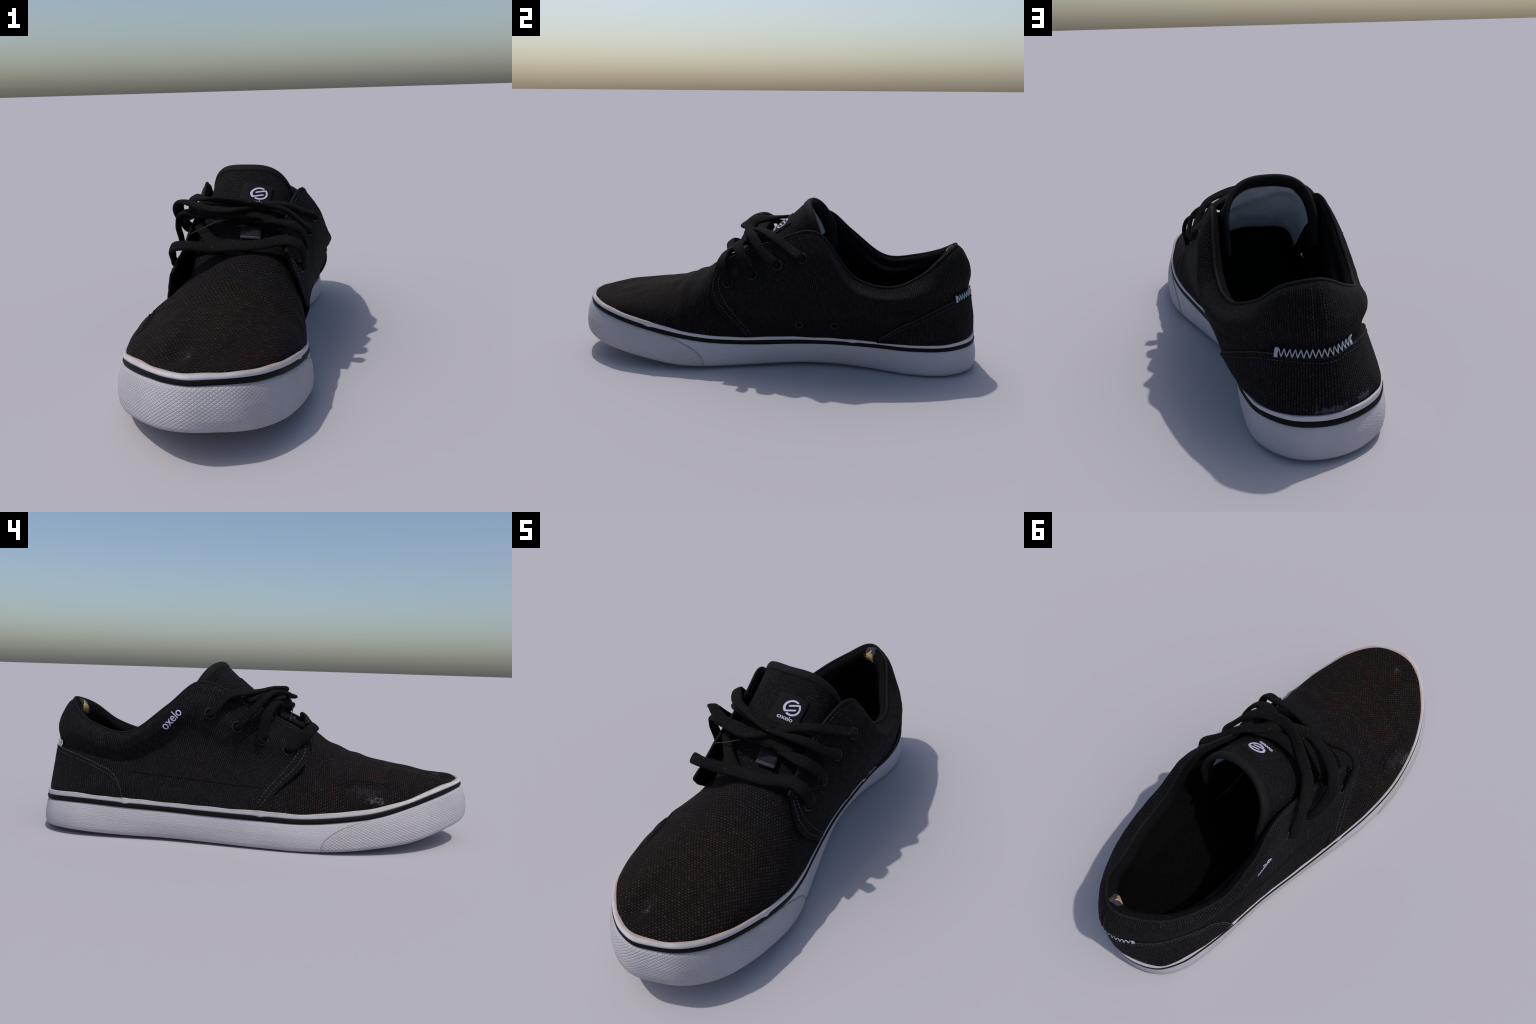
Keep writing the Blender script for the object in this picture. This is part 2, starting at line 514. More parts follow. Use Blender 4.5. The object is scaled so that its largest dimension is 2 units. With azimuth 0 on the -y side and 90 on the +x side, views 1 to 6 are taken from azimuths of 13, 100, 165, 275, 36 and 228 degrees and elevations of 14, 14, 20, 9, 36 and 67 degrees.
hs = np.concatenate([np.linspace(0, .14, 8), np.linspace(.2, .82, 10), np.linspace(.87, .985, 5)])
rows = [sidewall(T, np.full(len(T), h)) for h in hs]
spine = np.stack([Rr[:, 0] * .15 + .02, Rr[:, 1] * .86, np.minimum(ZB + .004, ZB * .9 + .006)], -1)
under = []
for f in np.linspace(1, .08, 8):
    q = rows[0] * (1 - f) + spine * f
    q[:, 2] = rows[0][:, 2] * (1 - f) + np.interp(spine[:, 1], [-1, -.8, -.55, -.3, 0, .3, .6, 1], [.10, .075, .034, .008, .010, .012, .004, .008]) * f
    under.append(q)
ledge = [wall(T, STRIPE_IN + .002, ZS), wall(T, STRIPE_IN - .02, ZS - .001)]
G = np.stack(under + rows + ledge, 1)
sole = grid_object("sole", G, M_RUBBER, wrap=True)

# knurled toe bumper: a strip of thicker rubber wrapped round the toe, rounded rear ends
def t_of(x, y):
    return int(np.argmin((RING[:, 0] - x)**2 + (RING[:, 1] - y)**2)) / ND
tR_low, tR_top = t_of(.36, -.30), t_of(.40, -.56)
tL_low, tL_top = t_of(-.357, -.33) - 1, t_of(-.31, -.60) - 1
bh = np.linspace(.03, .965, 26)
NB = 420
def bumper_ends(h):
    w = 1 - np.sqrt(np.clip(1 - np.clip((h - .05) / .92, 0, 1)**2.6, 0, 1))
    return tL_low + (tL_top - tL_low) * w, tR_low + (tR_top - tR_low) * w
cols = []
for h in bh:
    a, c = bumper_ends(h)
    tt = np.linspace(a, c, NB)
    lift = .0045 * np.minimum(1, np.minimum(np.arange(NB), NB - 1 - np.arange(NB)) / 2.0)
    e = .0045 if .04 < h < .96 else 0.0
    cols.append(sidewall(tt, np.full(NB, h), np.minimum(lift, e) - .001))
G = np.stack(cols, 1)
uvb = np.stack([np.repeat((np.linspace(0, 1, NB) * (tR_low - tL_low) * PERIM)[:, None], len(bh), 1),
                G[:, :, 2] - np.repeat(G[:, :1, 2], len(bh), 1)], -1)
for j, h in enumerate(bh):
    a, c = bumper_ends(h)
    uvb[:, j, 0] = (np.linspace(a, c, NB)) * PERIM
grid_object("toe_bumper", G, M_KNURL, uv=uvb.reshape(-1, 2))
# dirt line round the bumper edge
seam = Heap()
for side in (0, 1):
    pts = []
    for h in np.linspace(.03, .965, 60):
        t = bumper_ends(h)[side]
        pts.append(sidewall(np.array([t + (-.0006 if side == 0 else .0006)]), np.array([h]), .0012)[0])
    seam.add(*tube(pts, .0012, 6))
tt = np.linspace(tL_top, tR_top, 300)
seam.add(*tube(sidewall(tt, np.full(300, .972), .0005), .0013, 6))
mesh_object("bumper_seam", seam.v, seam.f, M_SEAM)

# black stripe and white foxing band above the sidewall
def overlap_step(t):
    """The band's strips overlap: small humps where the ends are glued."""
    s = np.zeros_like(t)
    for c in (t_of(.41, -.585), t_of(-.34, -.065), t_of(-.294, .545), t_of(.262, .40)):
        dd = np.abs(np.mod(t - c + .5, 1) - .5) * PERIM
        s += np.exp(-(dd / .016)**2)
    return s
hump = overlap_step(T) * .004
zw = .0016 * np.sin(T * 2 * np.pi * 23) * np.sin(T * 2 * np.pi * 7 + 1)
G = np.stack([wall(T, STRIPE_IN - .012, ZS - .004), wall(T, STRIPE_IN + .004, ZS - .004), wall(T, STRIPE_IN + .006, ZS + .003),
              wall(T, STRIPE_IN + .003, ZU - .003), wall(T, STRIPE_IN + .001, ZU + .004), wall(T, STRIPE_IN - .012, ZU + .004)], 1)
grid_object("foxing_stripe", G, M_STRIPE, wrap=True)
BH = ZT - ZU
prof = [(0.0, -.010, 0.0), (0.0, .002, .02), (0.0, .0055, .14), (0.0, .0065, .40), (.15, .0055, .68), (.45, .0045, .88), (.8, .003, .985), (1.0, .001, 1.0), (1.0, -.006, .97), (1.0, -.022, .70)]
rows = []
for f, o, h in prof:
    off = STRIPE_IN * (1 - f) + (-INS) * f + o - .004 * (1 - f) + hump
    rows.append(wall(T, off, ZU + zw * h + BH * h + hump * .6 * (1 if h > .5 else -1)))
grid_object("foxing_band", np.stack(rows, 1), M_BAND, wrap=True)

# ---------------------------------------------------------------- quarters
# profiles from foxing to rim, -x throat -> heel -> +x throat
STATIONS = [
    [(-.338, -.063, .155), (-.313, -.124, .246), (-.268, -.217, .336), (-.238, -.262, .405), (-.190, -.243, .482)],
    [(-.332, .060, .155), (-.281, .035, .255), (-.240, -.025, .365), (-.236, -.080, .460), (-.194, -.125, .550)],
    [(-.316, .210, .160), (-.268, .190, .275), (-.232, .150, .410), (-.240, .105, .530), (-.196, .065, .642)],
    [(-.302, .330, .163), (-.270, .320, .280), (-.236, .285, .460), (-.268, .260, .580), (-.222, .225, .700)],
    [(-.294, .430, .166), (-.270, .425, .260), (-.228, .405, .410), (-.270, .388, .495), (-.244, .360, .594)],
    [(-.285, .555, .172), (-.270, .555, .240), (-.228, .558, .345), (-.254, .555, .405), (-.236, .540, .470)],
    [(-.263, .720, .180), (-.240, .720, .250), (-.204, .720, .365), (-.226, .715, .430), (-.182, .712, .497)],
    [(-.185, .885, .180), (-.158, .874, .260), (-.128, .857, .392), (-.148, .848, .465), (-.104, .812, .545)],
    [(.004, .975, .168), (.004, .966, .270), (.004, .942, .392), (.004, .940, .490), (.004, .872, .602)],
    [(.150, .905, .150), (.150, .896, .250), (.137, .872, .392), (.142, .862, .465), (.110, .818, .573)],
    [(.235, .750, .145), (.248, .745, .230), (.244, .736, .362), (.246, .726, .420), (.182, .708, .484)],
    [(.230, .580, .142), (.276, .576, .225), (.298, .572, .335), (.314, .566, .395), (.250, .556, .436)],
    [(.222, .440, .145), (.280, .435, .242), (.318, .424, .360), (.330, .412, .425), (.264, .404, .476)],
    [(.218, .320, .146), (.288, .305, .262), (.326, .280, .400), (.306, .255, .550), (.236, .212, .678)],
    [(.222, .190, .146), (.288, .165, .262), (.322, .125, .400), (.288, .078, .520), (.206, .035, .628)],
    [(.240, .050, .148), (.292, .022, .252), (.312, -.028, .375), (.280, -.083, .472), (.221, -.135, .561)],
    [(.283, -.105, .153), (.310, -.165, .235), (.308, -.242, .308), (.292, -.285, .388), (.246, -.259, .502)]]
NQ, NL = 561, 64
S = np.array(STATIONS)
for k in range(len(S)):      # the lower edge sits on the foxing band
    i = int(np.argmin((RING[:, 0] - S[k, 0, 0])**2 + (RING[:, 1] - S[k, 0, 1])**2))
    S[k, 0, :2] = RING[i, :2] - OUT[i] * (RING[i, 5] + .003)
    S[k, 0, 2] = RING[i, 4] - .004
uq = np.linspace(0, 1, NQ)
# parameter of the stations: mean of their spacing at mid height and rim
dd = (np.linalg.norm(np.diff(S[:, 2], axis=0), axis=1) + np.linalg.norm(np.diff(S[:, 4], axis=0), axis=1)) / 2
ku = np.concatenate([[0], np.cumsum(dd)]) / dd.sum()
lev = np.stack([hermite(ku, S[:, l], uq) for l in range(5)], 1)
# outward push under the rim so that the padded edge is round
vq = np.linspace(0, 1, NL)
def axis_in(P):
    c = np.stack([np.zeros(P.shape[:-1]), np.clip(P[..., 1], -.6, .62), P[..., 2]], -1)
    return unit(c - P)
pad = np.interp(uq, [0, .10, .20, .28, .5, .72, .80, .9, 1], [.0, .0, .4, 1, 1, 1, .4, .0, .0])[:, None]
kl = np.array([0, .20, .42, .66, .88, 1.0])
rim0 = lev[:, 4]
out_h = -axis_in(rim0) * np.array([1, 1, 0])
shoulder = (lev[:, 3] * .28 + rim0 * .72) * (1 - pad) + (rim0 + out_h * .024 - np.array([0, 0, .018])) * pad
QG = np.stack([hermite(kl, np.vstack([lev[i, :4], shoulder[i:i+1], rim0[i:i+1]]), vq) for i in range(NQ)], 0)
# seam groove under the padded collar, roll above it
groove = -.006 * np.exp(-((vq - .42) / .022)**2) + .002 * np.exp(-((vq - .56) / .07)**2)
QG = QG - axis_in(QG) * (pad * groove[None])[..., None]
# soft wrinkles
for i in range(NQ):
    for j in range(0, NL):
        p = QG[i, j]
        w = .5 * noise.noise(Vector(p * 9.0)) + .35 * noise.noise(Vector(p * 22.0))
        QG[i, j] = p - axis_in(p) * (w * .006)
# the open vent hole needs a real hole; the other one is blind
VENTS = [(.285, .150, .240), (.285, .316, .247)]
QN = grid_normals(QG)
if (QN[NQ//2, NL//2] @ np.array([0, 1, 0])) < 0:
    QN = -QN
    QFLIP = True
else:
    QFLIP = False
Q = Surface(QG)
uvq = grid_uv(QG)
# front edges turn inwards
half = NQ // 2
def quarter_piece(a, b, end):
    g, n = QG[a:b].copy(), QN[a:b].copy()
    u = uvq.reshape(NQ, NL, 2)[a:b].copy()
    if end == "start":
        e = g[:1] - n[:1] * .010
        g, n, u = np.concatenate([e, g]), np.concatenate([n[:1], n]), np.concatenate([u[:1], u])
    else:
        e = g[-1:] - n[-1:] * .010
        g, n, u = np.concatenate([g, e]), np.concatenate([n, n[-1:]]), np.concatenate([u, u[-1:]])
    f = grid_faces(len(g), NL, flip=QFLIP)
    vv = g.reshape(-1, 3)
    hole = np.array(Q.snap(VENTS[1])[0])
    f = [q for q in f if np.linalg.norm(vv[list(q)].mean(0) - hole) > .0125]
    return mesh_object("quarter", vv, f, M_QUARTER, uv=u.reshape(-1, 2), normals=n.reshape(-1, 3))
quarter_l = quarter_piece(0, half + 1, "start")
quarter_r = quarter_piece(half, NQ, "end")

# black lining: rolls over the rim, runs down to the insole
rim = QG[:, -1]
inn = axis_in(rim)
inn[:, 2] = 0
inn = unit(inn)
th = np.interp(uq, [0, .10, .20, .28, .5, .72, .80, .9, 1], [.010, .010, .022, .034, .036, .034, .022, .010, .010])[:, None]
up = np.array([0, 0, 1.0])
base_in = QG[:, 0] + axis_in(QG[:, 0]) * np.array([1, 1, 0]) * .03
base_in[:, 2] = .150
L1 = rim + inn * th * .45 - up * th * .04
L2 = rim + inn * th * .90 - up * th * .35
L3 = rim + inn * th * 1.15 - up * th * 1.1
m6, m3 = int(NL * .55), int(NL * .25)
lean_in = np.interp(uq, [0, .12, .30, .45, .55, .75, .88, 1], [.010, .014, .042, .050, .028, .026, .014, .010])[:, None]
mid = QG[:, m6] + axis_in(QG[:, m6]) * (th + lean_in)
low = QG[:, m3] + axis_in(QG[:, m3]) * (lean_in + .022)
LG = np.stack([hermite(np.array([0, .06, .14, .26, .55, .8, 1.0]), np.stack([rim[i], L1[i], L2[i], L3[i], mid[i], low[i], base_in[i]]), np.linspace(0, 1, 40)) for i in range(NQ)], 0)
hole = np.array(Q.snap(VENTS[1])[0])
f = grid_faces(NQ, 40, flip=QFLIP)
lv = LG.reshape(-1, 3)
near = np.linalg.norm((lv - hole) * np.array([.35, 1, 1]), axis=1) < .020
f = [q for q in f if not all(near[list(q)])]
mesh_object("lining", lv, f, M_LINING, uv=grid_uv(LG))
LIN = Surface(LG)
# black piping along the whole rim
pr = QG[:, -1] + np.array([0, 0, .001]) + inn * .004
pv, pf = tube(pr[::2], .0065, 8)
mesh_object("collar_piping", pv, pf, M_BINDING)

# insole: one closed footbed, edge to edge
inner = wall(np.arange(ND) / ND, -RING[:, 5] - .004, RING[:, 4])
apex, back = int(np.argmin(inner[:, 1])), int(np.argmax(inner[:, 1]))
right = np.array([inner[k % ND] for k in range(apex, apex + (back - apex) % ND + 1)])
left = np.array([inner[k % ND] for k in range(apex, apex - (apex - back) % ND - 1, -1)])
rows = []
for y in np.linspace(inner[apex, 1] + .02, inner[back, 1] - .004, 120):
    xr = np.interp(y, np.maximum.accumulate(right[:, 1]), right[:, 0])
    xl = np.interp(y, np.maximum.accumulate(left[:, 1]), left[:, 0])
    q = np.linspace(0, 1, 30)
    tuck = np.interp(y, [-.5, -.25, .15, .4], [.0, .035, .035, .0])
    xl, xr = xl + tuck + .01, xr - tuck - .01
    z = np.interp(y, [-1, -.5, -.3, -.12, 0, .12, .25, .45, .7, 1], [.21, .16, .160, .160, .160, .160, .158, .150, .13, .13])
    rows.append(np.stack([xl + (xr - xl) * q, np.full(30, y), z - .014 * np.sin(q * np.pi) + .022 * q * np.exp(-((y - .5) / .22)**2)], -1))
grid_object("insole", np.stack(rows), M_INSOLE)

# ------------------------------------------------------------- heel counter
LINE = [(-.288, .553, .172), (-.29, .566, .245), (-.285, .590, .287), (-.275, .628, .318), (-.26, .69, .340), (-.235, .770, .361),
        (-.17, .866, .383), (-.09, .925, .388), (0, .955, .376), (.09, .925, .370), (.148, .872, .370), (.215, .780, .345),
        (.243, .693, .308), (.26, .612, .270), (.262, .555, .232), (.258, .505, .168)]
edge = resample(LINE, .006)
edge = np.array([Q.snap(p)[0] for p in edge])
flat = QG.reshape(-1, 3)
idx = [int(np.argmin(((flat - p)**2).sum(1))) for p in edge]
eu = np.array([i // NL for i in idx], float)
ev = np.array([i % NL for i in idx], float)
ker = np.array([1, 2, 3, 2, 1.]) / 9
sm = lambda a: np.convolve(np.pad(a, 2, mode="edge"), ker, mode="valid")
for _ in range(7):
    eu, ev = np.maximum.accumulate(sm(eu)), sm(ev)
def qsample(u, v, field=None):
    F = QG if field is None else field
    u = np.clip(u, 0, NQ - 1.001)
    v = np.clip(v, 0, NL - 1.001)
    i, j = np.floor(u).astype(int), np.floor(v).astype(int)
    a, b = (u - i)[..., None], (v - j)[..., None]
    return (F[i, j] * (1-a) + F[i+1, j] * a) * (1-b) + (F[i, j+1] * (1-a) + F[i+1, j+1] * a) * b
nv = 40
s = np.linspace(0, 1, nv)
U = np.repeat(eu[:, None], nv, 1)
V = ev[:, None] * s[None]
off = smooth(0, .10, s)[None] * .0065 * np.where(s > .999, -.3, np.where(s > .975, .75, 1.0))[None]
CG = qsample(U, V) + qsample(U, V, QN) * off[..., None]
UVq = uvq.reshape(NQ, NL, 2)
cuv = qsample(U, V, UVq)
grid_object("heel_counter", CG, M_COUNTER, uv=cuv.reshape(-1, 2), flip=QFLIP)
COUNTER = Surface(CG)

# ---------------------------------------------------------------------- vamp
base_ring = wall(np.arange(ND) / ND, -RING[:, 5] - .002, RING[:, 4] - .006)
tip = int(np.argmin(base_ring[:, 1]))
rs = [base_ring[(tip + k) % ND] for k in range(0, 500)]
ls = [base_ring[(tip - k) % ND] for k in range(0, 500)]
rs = np.array([p for p in rs if p[1] < .1])
ls = np.array([p for p in ls if p[1] < .1])
YT = base_ring[tip, 1]
def side_at(A, y):
    yy = np.maximum.accumulate(A[:, 1])
    return np.interp(y, yy, A[:, 0]), np.interp(y, yy, A[:, 2])
RIDGE_Y = [YT, YT + .014, -.88, -.816, -.745, -.656, -.570, -.457, -.365, -.296, -.20, -.10]
RIDGE_Z = [base_ring[tip, 2] - .002, base_ring[tip, 2] + .009, .305, .314, .328, .343, .361, .393, .432, .473, .510, .548]
ny, ns = 220, 161
sv = np.linspace(-1, 1, ns)
VG = np.zeros((ny, ns, 3))
for i in range(ny):
    k = i / (ny - 1)
    k = k**1.6
    yend = -.255 + .29 * np.abs(sv)**1.3
    y = YT + (yend - YT) * k
    xl, zl = side_at(ls, y)
    xr, zr = side_at(rs, y)
    rz = curve1(RIDGE_Y, RIDGE_Z, y)
    nl = np.interp(y, [-.95, -.7, -.5, -.35, -.2], [2.0, 1.95, 1.85, 1.52, 1.32])
    nr = np.interp(y, [-.95, -.7, -.45, -.25], [2.0, 1.85, 1.95, 2.35])
    xp = np.interp(y, [-1, -.8, -.55, -.4, -.25], [.055, .045, .045, .065, .085])
    phi = sv * np.pi / 2
    n = np.where(sv < 0, nl, nr)
    sx = np.sign(phi) * np.abs(np.sin(phi))**(2 / n)
    tz = np.abs(np.cos(phi))**(2 / n)
    xp = np.clip(xp, xl + .35 * (xr - xl), xr - .35 * (xr - xl))
    bz = zl + (zr - zl) * (sx + 1) / 2
    H = rz - (zl + zr) / 2
    VG[i, :, 0] = xp + np.where(sv < 0, xp - xl, xr - xp) * sx
    VG[i, :, 1] = y
    VG[i, :, 2] = bz + H * tz
VN = grid_normals(VG)
VN[VN[..., 2] < 0] *= -1
# worn dents and creases in the toe box
for i in range(ny):
    for j in range(ns):
        p = VG[i, j]
        fade = min(1, max(0, i - 6) / 30) * (1 - abs(sv[j])**4)
        w = .55 * noise.noise(Vector((p[0]*7, p[1]*7, 3.1))) + .3 * noise.noise(Vector((p[0]*16, p[1]*11, 1.7)))
        d = math.exp(-((p[0] - .0)**2 / .0012 + (p[1] + .83)**2 / .009)) * -.010
        d += math.exp(-((p[0] + .08)**2 / .0018 + (p[1] + .80)**2 / .012)) * .006
        d += .0035 * math.sin(p[1] * 62 + p[0] * 9 + 2 * noise.noise(Vector((p[0] * 6, p[1] * 6, 9.0)))) * math.exp(-((p[1] + .40) / .10)**2)
        VG[i, j] = p + VN[i, j] * (w * .012 + d) * fade
VFLIP = np.cross(VG[60, 80] - VG[59, 80], VG[59, 81] - VG[59, 80])[2] < 0
arc = np.concatenate([np.zeros((ny, 1)), np.cumsum(np.linalg.norm(np.diff(VG, axis=1), axis=2), axis=1)], 1)
arc -= arc[:, ns//2:ns//2+1]
uvv = np.stack([arc, VG[..., 1]], -1).reshape(-1, 2)
grid_object("vamp", VG, M_VAMP, uv=uvv, flip=VFLIP)
VAMP = Surface(VG)

# -------------------------------------------------------------------- tongue
TW = [0, .22, .48, .78, 1.0]
T_Y = [-.31, -.215, -.085, .060, .155]
T_Z = [.400, .488, .585, .705, .794]
T_X = [.060, .035, .018, .010, .000]
T_HW = [.225, .212, .203, .195, .188]
T_DROP = [.190, .140, .120, .155, .190]
T_BACK = [.03, .05, .07, .095, .125]
def tongue_pt(w, s, lift=0.0):
    """w: base 0 -> rim 1; s: across -1..1."""
    w, s = np.broadcast_arrays(np.asarray(w, float), np.asarray(s, float))
    g = lambda A: curve1(TW, A, w.ravel()).reshape(w.shape)
    ext = np.maximum(np.abs(s) - 1, 0)
    sc_ = np.clip(s, -1, 1)
    a = sc_ * 1.50
    sn = np.sign(a) * np.abs(np.sin(a))**.78
    cs = np.cos(a)**np.where(s > 0, .95, .78)
    hw, dr, bk = g(T_HW) + lift, g(T_DROP), g(T_BACK)
    x = g(T_X) + hw * sn
    y = g(T_Y) + bk * np.where(s > 0, .78, 1.10) * (1 - cs)**.75 - lift * .75 * np.cos(a)
    z = g(T_Z) - dr * (1 - cs)**np.where(s > 0, 1.08, 1.25) + lift * .66 * np.cos(a)
    z = z - ext * .55
    y = y + ext * .04
    return np.stack([x, y, z], -1)
nw, nt_ = 90, 121
W, A = np.meshgrid(np.linspace(0, .955, nw), np.linspace(-1.22, 1.22, nt_), indexing="ij")
TG = tongue_pt(W, A)
tarc = np.cumsum(np.concatenate([np.zeros((nw, 1)), np.linalg.norm(np.diff(TG, axis=1), axis=2)], 1), 1)
tarc -= tarc[:, nt_//2:nt_//2+1]
tlen = np.repeat((W[:, :1] * .60), nt_, 1)
tongue = grid_object("tongue", TG, M_TONGUE, uv=np.stack([tarc, tlen], -1).reshape(-1, 2), flip=True)
TON = Surface(TG)
# smooth binding that folds over the rim
rows = [tongue_pt(.945, A[0], .0015), tongue_pt(.950, A[0], .004), tongue_pt(.985, A[0], .004), tongue_pt(1.0, A[0], 0), tongue_pt(1.004, A[0], -.008),
        tongue_pt(.995, A[0], -.018), tongue_pt(.955, A[0], -.023), tongue_pt(.90, A[0], -.024), tongue_pt(.895, A[0], -.018)]
grid_object("tongue_binding", np.stack(rows, 0), M_BINDING, tongue, flip=True)
# dark underlay that closes the sides and the front below the tongue
W3, A3 = np.meshgrid(np.linspace(0, .46, 40), np.linspace(-1, 1, 81), indexing="ij")
UG = tongue_pt(W3, A3, -.030)
side = np.abs(A3)
UG[..., 0] = UG[..., 0] + np.sign(A3) * .030 * side**2 * np.where(A3 > 0, 1.25, 1.0)
UG[..., 2] -= .19 * smooth(.55, 1.0, side) + .012
grid_object("tongue_underlay", UG, M_LINING, tongue)
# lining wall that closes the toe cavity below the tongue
wy, wz = [-.080, -.125, -.160, -.190, -.215, -.240], [.158, .200, .270, .360, .440, .500]
tw = np.linspace(0, 1, 30)
cy, cz = curve1(np.linspace(0, 1, 6), wy, tw), curve1(np.linspace(0, 1, 6), wz, tw)
CGx = np.linspace(-1, 1, 41)
WG = np.stack([np.stack([.03 + CGx * (.235 - .04 * t), y + .05 * np.abs(CGx)**2, z - .03 * CGx**2 * t], -1) for t, y, z in zip(tw, cy, cz)])
grid_object("toe_lining", WG, M_LINING)
# pale padded lining with soft folds
W2, A2 = np.meshgrid(np.linspace(.44, .93, 60), np.linspace(-1.02, 1.02, 81), indexing="ij")
IG = tongue_pt(W2, A2, -.021)
IG = IG + np.array([0, .035, -.040]) * (1 - smooth(.45, .92, W2))[..., None]
for i in range(60):
    for j in range(81):
        p = IG[i, j]
        w = noise.noise(Vector((p[0]*9, p[1]*9, p[2]*16))) * .010
        w += .010 * math.exp(-((p[2] - .70 + .25 * p[0])**2) / .0006)
        IG[i, j] = p + np.array([-p[0]*2, .5, -.6]) * w * min(1, (59 - i) / 8)
grid_object("tongue_lining", IG, M_TONGUE_LINING, tongue)

# woven label with printed emblem, on the tongue's face
def on_tongue(a, b, lift):
    """Label plane coordinates (metres, centred on the emblem) -> tongue surface."""
    w0, s0 = .724, .150
    th_ = math.radians(6)
    aa, bb = a * math.cos(th_) + b * math.sin(th_), -a * math.sin(th_) + b * math.cos(th_)
    return tongue_pt(w0 + np.asarray(bb) / .60, s0 + np.asarray(aa) / .29, lift)
ga, gb = np.meshgrid(np.linspace(-.053, .053, 14), np.linspace(-.080, .050, 14), indexing="ij")
top, bot = on_tongue(ga, gb, .0045), on_tongue(ga, gb, -.002)
rim_top = np.concatenate([top[:, :1], top, top[:, -1:]], 1)
rim_top[:, 0], rim_top[:, -1] = bot[:, 0], bot[:, -1]
rim_top = np.concatenate([rim_top[:1], rim_top, rim_top[-1:]], 0)
rim_top[0, 1:-1], rim_top[-1, 1:-1] = bot[0], bot[-1]
label = grid_object("tongue_label", rim_top, M_LABEL, tongue)

def plate(name, polys, place, mat, parent, thick=.0016):
    """Flat outline polygons (a,b) given as quad strips, lifted on to a surface with a little depth."""
    hp = Heap()
    for outer, inner in polys:
        n = len(outer)
        v, f = [], []
        for (a, b), (c, d) in zip(outer, inner):
            for lift in (0, thick):
                v.append(place(a, b, lift))
                v.append(place(c, d, lift))
        for i in range(n - 1):
            o, q = i * 4, i * 4 + 4
            f += [(o+2, q+2, q+3, o+3), (o, o+2, q+2, q)[::-1], (o+1, o+3, q+3, q+1)]
        f += [(0, 1, 3, 2), ((n-1)*4, (n-1)*4+2, (n-1)*4+3, (n-1)*4+1)]
        hp.add(v, f)
    return mesh_object(name, hp.v, hp.f, mat, parent, sharp=True)

R1, R0 = .0325, .0248
def arc_strip(a0, a1):
    aa = np.radians(np.linspace(a0, a1, 40))
    return ([(R1*math.cos(t), R1*math.sin(t)) for t in aa], [(R0*math.cos(t), R0*math.sin(t)) for t in aa])
def bar(p0, p1, w):
    d = np.array(p1) - np.array(p0)
    n = np.array([0, 1.0]) * w / 2
    P = [np.array(p0) + d * t for t in np.linspace(0, 1, 8)]
    return ([tuple(p + n) for p in P], [tuple(p - n) for p in P])
emblem = [arc_strip(62, 226), arc_strip(-118, 46), bar((.0226, .0203), (-.0158, .0032), .0077), bar((-.0226, -.0203), (.0158, -.0032), .0077)]
plate("emblem", emblem, lambda a, b, l: on_tongue(a, b, .0050 + l), M_LOGO, tongue)

def lettering(name, body, size, place, mat, parent, bold=0.0, lift=.0):
    cu = bpy.data.curves.new(name, "FONT")
    cu.body, cu.size, cu.align_x, cu.align_y = body, size, "CENTER", "CENTER"
    cu.offset = bold
    cu.extrude = .0008
    cu.resolution_u = 6
    tmp = bpy.data.objects.new(name + "_tmp", cu)
    bpy.context.scene.collection.objects.link(tmp)
    bpy.context.view_layer.update()
    me = bpy.data.meshes.new_from_object(tmp.evaluated_get(bpy.context.evaluated_depsgraph_get()))
    bpy.data.objects.remove(tmp)
    for v in me.vertices:
        v.co = Vector(place(v.co.x, v.co.y, v.co.z + lift))
    me.name = name
    me.materials.clear()
    me.materials.append(mat)
    me.polygons.foreach_set("use_smooth", [False] * len(me.polygons))
    return link(bpy.data.objects.new(name, me), parent)
lettering("label_lettering", "oxelo", .0250, lambda a, b, l: on_tongue(a - .006, b - .046, .0062 + l), M_LOGO, tongue, bold=.0004)

# embroidered wordmark on the -x collar
wc, wn = Q.snap((-.275, .338, .540))
e1 = np.array([0, -.67, .74])
e1 = unit(e1 - wn * (e1 @ wn))
e2 = np.cross(wn, e1)
def on_collar(a, b, l):
    return Q.cast(wc + e1 * a + e2 * b, wn, .0045 + l)
lettering("collar_lettering", "oxelo", .056, lambda a, b, l: on_collar(a * .85, b, l), M_LOGO, quarter_l, bold=.0004, lift=.001)

# small lace keeper sewn on the tongue
def keeper(a, b, l):
    return tongue_pt(.375 + b / .60, .115 + a / .29, l)
ga, gb = np.meshgrid(np.linspace(-.030, .030, 8), np.linspace(-.034, .034, 15), indexing="ij")
KG = keeper(ga, gb, .006 + .016 * (1 - (gb / .034)**4))
KB = keeper(ga, gb, .002 + .012 * (1 - (gb / .034)**4))
KG2 = np.concatenate([KB[:1], KG, KB[-1:]], 0)
kp = grid_object("lace_keeper", KG2, plain("keeper_tape", (.009, .009, .012), .8, .15, .6, 220.0, bumpy=.4), tongue)
fr = [keeper(a, -.034 + .004, .020) for a in np.linspace(-.029, .029, 12)]
mesh_object("keeper_fold", *tube(fr, .009, 10, flat=.7), plain("frayed_tape", (.042, .042, .052), .9, .1, .6, 160.0), tongue)

